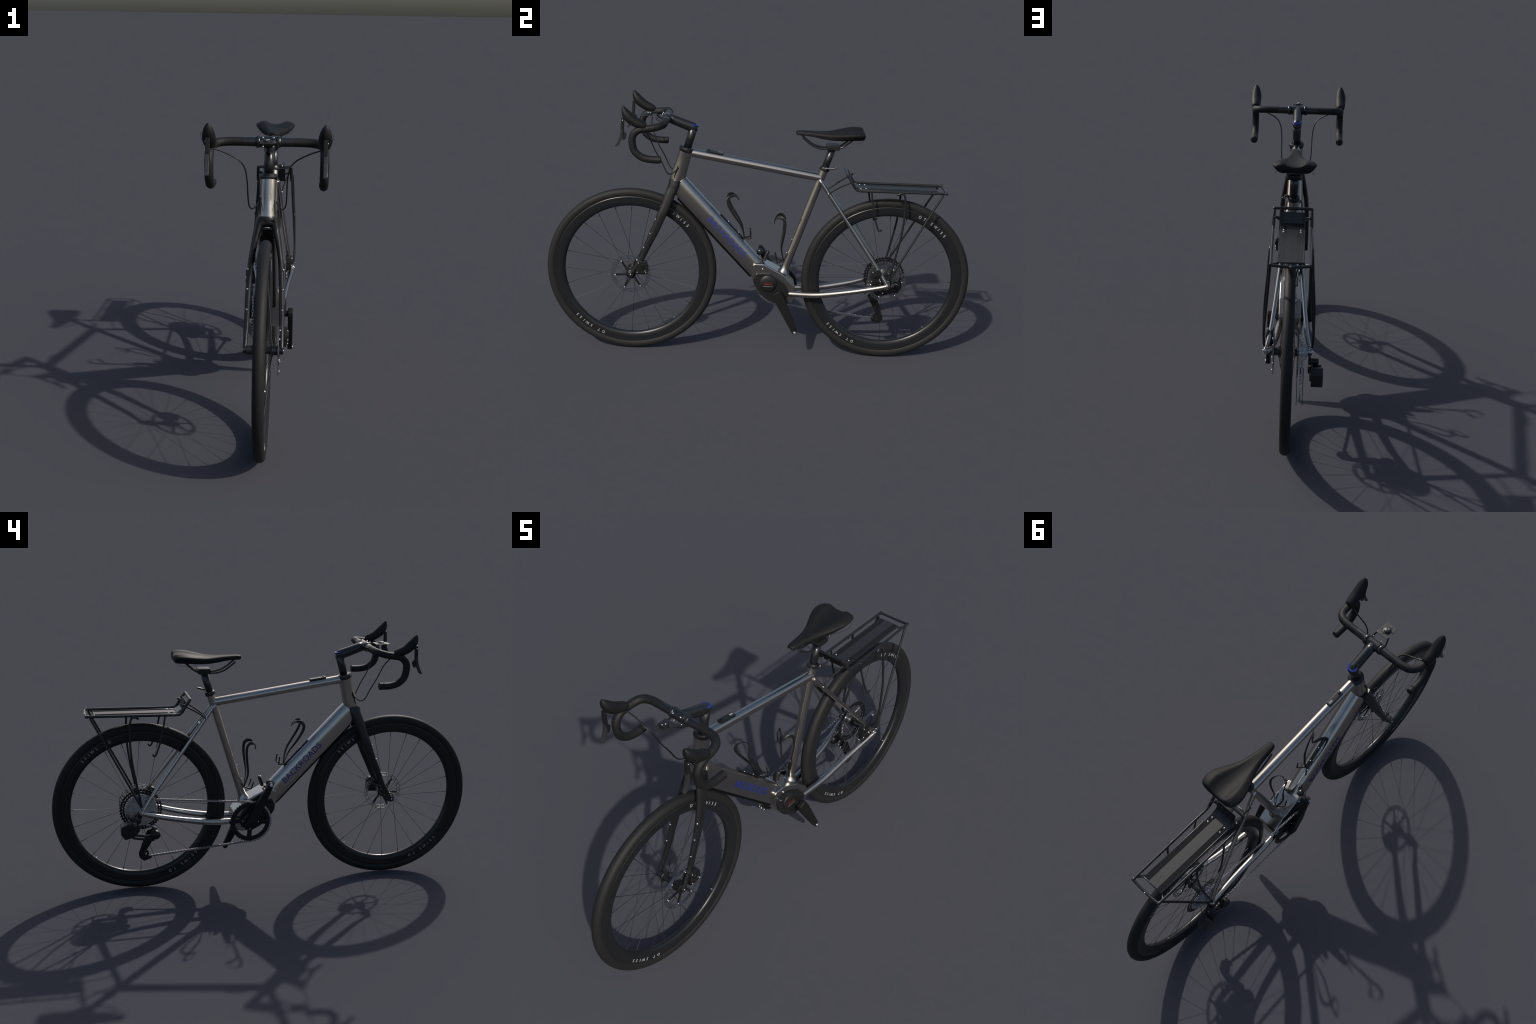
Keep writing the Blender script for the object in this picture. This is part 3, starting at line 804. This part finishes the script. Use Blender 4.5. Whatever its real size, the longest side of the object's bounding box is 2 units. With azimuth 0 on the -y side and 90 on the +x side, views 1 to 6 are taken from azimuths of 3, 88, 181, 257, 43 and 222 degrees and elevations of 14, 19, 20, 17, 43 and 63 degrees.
for x, y in ((0.0030, -0.5200), (-0.0030, -0.5310)):
    bolt((x, y, 1.1505), (0, 0, 1), mp, True)
for sx in (1, -1):
    arm = [(sx * 0.0245, -0.5060, 1.1405), (sx * 0.0290, -0.4940, 1.1370), (sx * 0.0330, -0.4820, 1.1260), (sx * 0.0350, -0.4700, 1.1200), (sx * 0.0360, -0.4560, 1.1210)]
    part("mount_arm", tube(arm, 0.0036, sides=12), RACK, mp)

# top tube control panel
slope = math.atan2(TT_B[2] - TT_A[2], TT_B[1] - TT_A[1])
rotm = Matrix.Rotation(slope, 3, "X")
pc = Vector((0, -0.2255, 0.9825))
ctl = part("control_panel", block(pc, (0.0250, 0.0780, 0.0120), 0.0035, rotm), PLASTIC)
part("control_button", Shape().add(moved(sweep([(0, 0, 0), (0, 0, 0.002), (0, 0, 0.0035), (0, 0, 0.004)], [0.0068, 0.0068, 0.005, 0.002], sides=20), Matrix.Translation(pc) @ rotm.to_4x4() @ Matrix.Translation((0, -0.028, 0.0052)))), GLOSS, ctl)
led = Shape()
for k in range(5):
    led.add(block(pc + rotm @ Vector((0, 0.0165 + 0.0036 * k, 0.0060)), (0.0090, 0.0020, 0.0010), 0.0002, rotm))
part("charge_indicator", led, WHITE_INK, ctl)

# ================================================================== SEAT
part("seat_clamp", sweep([ST_T + (ST_T - ST_B) / 0.5376 * t for t in (-0.012, -0.0105, -0.006, 0.000, 0.0060, 0.0080)], [0.0205, 0.0225, 0.0240, 0.0240, 0.0222, 0.019], sides=36), ANODISED)
sc = Shape()
sc.add(rod((0.020, 0.287, 0.938), (0.0350, 0.283, 0.938), 0.0055))
sc.add(tube([(0.0340, 0.2830, 0.9385), (0.0380, 0.2960, 0.9365), (0.0410, 0.3120, 0.9390), (0.0425, 0.3300, 0.9440)], 0.0042, sides=12))
part("clamp_lever", sc, ANODISED)
bolt((0.0340, 0.2830, 0.9375), (1, 0, 0), ROOT)
SP_A, SP_B = np.array([0, 0.2780, 0.9250]), np.array([0, 0.3085, 1.0220])
part("seat_post", sweep([SP_A, SP_A * 0.55 + SP_B * 0.45, SP_B], [0.0160, 0.0163, 0.0180], sides=40), ANODISED, angle=180)
clampy = Shape()
clampy.add(prism([(0.2790, 1.0360), (0.2820, 1.0270), (0.2880, 1.0200), (0.3380, 1.0200), (0.3420, 1.0270), (0.3410, 1.0380), (0.3360, 1.0435), (0.2840, 1.0435)], -0.0290, 0.0290, 0.003))
part("saddle_clamp", clampy, PLASTIC)

SADDLE = [  # y, half width, centre z, hump z, edge z, lower rim z, undercut
    (0.1385, 0.0040, 1.0930, 1.0928, 1.0910, 1.0890, 0), (0.1400, 0.0095, 1.0960, 1.0955, 1.0910, 1.0855, 0), (0.1430, 0.0130, 1.0985, 1.0978, 1.0908, 1.0832, 0), (0.1490, 0.0160, 1.1002, 1.0993, 1.0905, 1.0818, 0), (0.1650, 0.0188, 1.1012, 1.1001, 1.0905, 1.0812, 0), (0.2100, 0.0240, 1.1003, 1.0995, 1.0900, 1.0785, 0),
    (0.2550, 0.0330, 1.0980, 1.0988, 1.0885, 1.0720, 0.15), (0.3000, 0.0490, 1.0965, 1.1005, 1.0900, 1.0680, 0.4), (0.3400, 0.0680, 1.0982, 1.1070, 1.0955, 1.0695, 0.7), (0.3800, 0.0830, 1.1010, 1.1145, 1.1020, 1.0725, 0.95), (0.4080, 0.0860, 1.1030, 1.1176, 1.1040, 1.0745, 1),
    (0.4300, 0.0825, 1.1035, 1.1170, 1.1040, 1.0755, 1), (0.4420, 0.0755, 1.1025, 1.1145, 1.1030, 1.0765, 1), (0.4470, 0.0690, 1.1005, 1.1100, 1.1000, 1.0790, 1), (0.4490, 0.0600, 1.0970, 1.1030, 1.0960, 1.0830, 1)]
rings = []
for y, hw, zc, zh, ze, zb, uc in spline(SADDLE, 6):
    half = [(0.30, zc + 0.28 * (zh - zc)), (0.58, zh), (0.84, zh - 0.36 * (zh - ze)), (1.0, ze), (0.975 - 0.06 * uc, zb + (0.30 + 0.25 * uc) * (ze - zb)), (0.88 - 0.16 * uc, zb + 0.08 * uc * (ze - zb)), (0.45, zb + 0.0035 * (1 - uc))]
    loop_pts = [(0, zc)] + half + [(0, zb + 0.0040 * (1 - uc))] + [(-a, z) for a, z in reversed(half)]
    rings.append([(a * hw, y, z) for a, z in spline(loop_pts, 4, True)])
part("saddle", loft(rings), LEATHER, angle=70)
for sx in (1, -1):
    rail = [(0.0215, 0.1690, 1.0735), (0.0215, 0.1900, 1.0560), (0.0215, 0.2167, 1.0375), (0.0215, 0.2488, 1.0260), (0.0215, 0.2800, 1.0240), (0.0220, 0.3112, 1.0255), (0.0225, 0.3455, 1.0325), (0.0250, 0.3750, 1.0530), (0.0280, 0.4050, 1.0800)]
    part("saddle_rail", tube([(sx * x, y, z) for x, y, z in rail], 0.0043, sides=14), ANODISED)
    wire = [(0.070, 0.440, 1.079), (0.076, 0.425, 1.070), (0.075, 0.400, 1.066), (0.066, 0.360, 1.069), (0.055, 0.335, 1.074)]
    part("saddle_wire", tube([(sx * x, y, z) for x, y, z in wire], 0.0007, sides=6), CABLE)
    part("saddle_badge", block((sx * 0.0212, 0.1950, 1.0850), (0.0012, 0.026, 0.0035), 0.0003, Matrix.Rotation(-0.1, 3, "X")), LEVER_GREY)

# ================================================================== REAR RACK
R_T = 0.0058
deck = Shape()
DZ = 0.8475
deck.add(prism([(0.4400, DZ - 0.0030), (0.8030, DZ - 0.0030), (0.8030, DZ + 0.0030), (0.4400, DZ + 0.0030)], -0.0228, 0.0228, 0.0008))
rack = part("luggage_rack", deck, RACK_DECK)
ribs = Shape()
for sx in (1, -1):
    ribs.add(prism([(0.4400, DZ - 0.0032), (0.8015, DZ - 0.0032), (0.8015, DZ + 0.0016), (0.4400, DZ + 0.0016)], sx * 0.0225, sx * 0.0465, 0.0006))
    for k in range(8):
        x = sx * (0.0245 + 0.0028 * k)
        ribs.add(sweep([(x, 0.441, DZ + 0.0018), (x, 0.801, DZ + 0.0018)], 0.0012, 0.0008, sides=6, up=(0, 0, 1)))
part("deck_ribs", ribs, RACK_RIB, rack)
edge = Shape()
edge.add(rod((-0.0470, 0.8030, DZ), (0.0470, 0.8030, DZ), 0.0034, sides=10))
for sx in (1, -1):
    edge.add(rod((sx * 0.0470, 0.4400, DZ), (sx * 0.0470, 0.8030, DZ), 0.0030, sides=10))
part("deck_edge", edge, RACK, rack)
for sx in (1, -1):
    for y in (0.4487, 0.4730):
        bolt((sx * 0.0335, y, DZ + 0.0020), (0, 0, 1), rack)
# main hoop
hoop = [(0.0735, 0.3840, 0.9135), (0.0745, 0.3960, 0.8950), (0.0752, 0.4120, 0.8720), (0.0755, 0.4250, 0.8540), (0.0755, 0.4400, 0.8492), (0.0750, 0.5000, 0.8492), (0.0730, 0.6500, 0.8500), (0.0705, 0.8390, 0.8510)]
for sx in (1, -1):
    part("rack_rail", tube([(sx * x, y, z) for x, y, z in hoop], R_T, sides=16), RACK, rack)
    part("rack_corner", rod((sx * 0.0700, 0.8310, 0.8508), (sx * 0.0700, 0.8435, 0.8510), 0.0070), RACK, rack)
    part("rack_joint", rod((sx * 0.0754, 0.4200, 0.8590), (sx * 0.0738, 0.3880, 0.9090), 0.0068), RACK, rack)
    strut = [(0.0723, 0.8230, 0.8430), (0.0790, 0.7700, 0.7430), (0.0880, 0.7000, 0.6100), (0.0955, 0.6450, 0.5050), (0.0950, 0.6080, 0.4330), (0.0935, 0.6030, 0.4220)]
    part("rack_strut", tube([(sx * x, y, z) for x, y, z in strut], 0.0050, sides=14), RACK, rack)
    mid = [(0.0770, 0.6130, 0.8365), (0.0785, 0.6210, 0.8425), (0.0790, 0.6340, 0.8445), (0.0800, 0.6460, 0.8360), (0.0820, 0.6520, 0.8000), (0.0860, 0.6520, 0.7300), (0.0930, 0.6440, 0.6400), (0.0965, 0.6260, 0.5400), (0.0955, 0.6080, 0.4500), (0.0940, 0.6040, 0.4220)]
    part("rack_strut", tube([(sx * x, y, z) for x, y, z in mid], 0.0050, sides=14), RACK, rack)
    hook = [(0.0775, 0.4950, 0.8445), (0.0795, 0.5020, 0.7983), (0.0830, 0.5150, 0.7369), (0.0855, 0.5260, 0.7006), (0.0875, 0.5365, 0.6720), (0.0895, 0.5450, 0.6655), (0.0920, 0.5510, 0.6740)]
    part("rack_hook", tube([(sx * x, y, z) for x, y, z in hook], 0.0042, sides=12), RACK, rack)
    cross = Shape()
    cross.add(tube([(sx * 0.0690, 0.8180, 0.8480), (sx * 0.0560, 0.8060, 0.8440), (sx * 0.0430, 0.7980, 0.8440)], 0.0036, sides=10))
    part("rack_crosspiece", cross, RACK, rack)
    stay = [(0.0370, 0.3030, 0.8175), (0.0400, 0.3170, 0.8300), (0.0450, 0.3400, 0.8470), (0.0540, 0.3700, 0.8660), (0.0620, 0.3980, 0.8810), (0.0670, 0.4190, 0.8915)]
    part("rack_stay", tube([(sx * x, y, z) for x, y, z in stay], 0.0034, sides=12), MATT, rack)
    part("stay_bracket", tube([(sx * 0.0700, 0.4160, 0.8920), (sx * 0.0600, 0.4060, 0.8880), (sx * 0.0460, 0.4030, 0.8830)], 0.0042, sides=12), ANODISED, rack)
part("rack_rail", tube([(-0.0735, 0.3840, 0.9140), (-0.0680, 0.3822, 0.9172), (0, 0.3818, 0.9178), (0.0680, 0.3822, 0.9172), (0.0735, 0.3840, 0.9140)], 0.0060, sides=16), RACK, rack)
part("rack_rail", tube([(-0.0700, 0.8390, 0.8505), (-0.0350, 0.8410, 0.8480), (0, 0.8415, 0.8470), (0.0350, 0.8410, 0.8480), (0.0700, 0.8390, 0.8505)], 0.0056, sides=16), RACK, rack)
bolt((0, 0.8450, 0.8490), (0, 0.8, 0.6), rack, True)
# light bracket: sloping shield between deck and front loop
lb = Shape()
lb.add(prism([(0.4430, 0.8470), (0.4430, 0.8500), (0.4130, 0.8640), (0.3995, 0.9080), (0.3965, 0.9070), (0.4095, 0.8615), (0.4150, 0.8570)], -0.0470, 0.0470, 0.0008))
part("light_bracket", lb, PLASTIC, rack)
part("bracket_pad", prism([(0.4380, 0.8525), (0.4140, 0.8665), (0.4020, 0.9035), (0.4000, 0.9020), (0.4120, 0.8640), (0.4360, 0.8510)], -0.0370, 0.0370, 0.0008), RACK, rack)

# ================================================================== BOTTLE CAGES
def bottle_cage(base, d, n, sink, plate):
    """Cage in a frame with d along the tube and n away from it."""
    base, d, n = [np.array(a, float) for a in (base, d, n)]
    def at(x, a, b):
        return np.array([x, *(base + d * a + n * b)])
    spine = [at(0, -0.004, sink), at(0, plate * 0.33, sink), at(0, plate * 0.7, sink), at(0, plate, sink)]
    cage = part("bottle_cage", sweep(spline(spine, 6), 0.0016, [0.0080] * 19, sides=16, up=(0, *n), power=3.5), PLASTIC)
    arm = [(0.004, 0.002, 0.003, 0.0045), (0.012, 0.020, 0.015, 0.0046), (0.026, 0.0625, 0.036, 0.0050), (0.0350, 0.1200, 0.047, 0.0058), (0.0365, 0.1640, 0.057, 0.0066), (0.0360, 0.1920, 0.070, 0.0074), (0.0300, 0.1995, 0.089, 0.0078), (0.0200, 0.1900, 0.105, 0.0076), (0.0090, 0.1720, 0.110, 0.0058), (0.0010, 0.1550, 0.106, 0.0020)]
    for sx in (1, -1):
        pts = spline([(*at(sx * x, a, b), w) for x, a, b, w in arm], 7)
        # strap: thin toward the bottle axis, wide along the tube
        P = pts[:, :3]
        T = np.gradient(P, axis=0)
        T /= np.linalg.norm(T, axis=1)[:, None]
        axis_pt = np.array([0, *(base + n * 0.052)])
        dd = np.array([0, *d])
        rings = []
        for p, t, w in zip(P, T, pts[:, 3]):
            rel = p - axis_pt
            rad = rel - dd * (rel @ dd)
            rad = rad - t * (rad @ t)
            rad /= np.linalg.norm(rad) + 1e-9
            side = np.cross(t, rad)
            rings.append([p + rad * 0.0018 * cos(q) + side * w * 0.95 * sin(q) for q in np.linspace(0, 2 * pi, 12, endpoint=False)])
        part("cage_arm", loft(rings), PLASTIC, cage)
        part("cage_foot", tube([at(sx * 0.004, 0.000, 0.002), at(sx * 0.016, -0.010, 0.016), at(sx * 0.0255, -0.015, 0.027), at(sx * 0.0258, -0.010, 0.033), at(sx * 0.0250, 0.014, 0.050)], 0.0032, n=5, sides=12), PLASTIC, cage)
    for a in (0.0385, 0.1100):
        bolt(at(0, a, sink + 0.0012), (0, *n), cage, True)

bottle_cage((-0.0775, 0.5765), dt_dir[1:] * -1, dt_up[1:], -0.0012, 0.160)
stn = (ST_T - ST_B) / np.linalg.norm(ST_T - ST_B)
bottle_cage((0.1150, 0.4755), stn[1:], np.array([-stn[2], stn[1]]), -0.0012, 0.028)
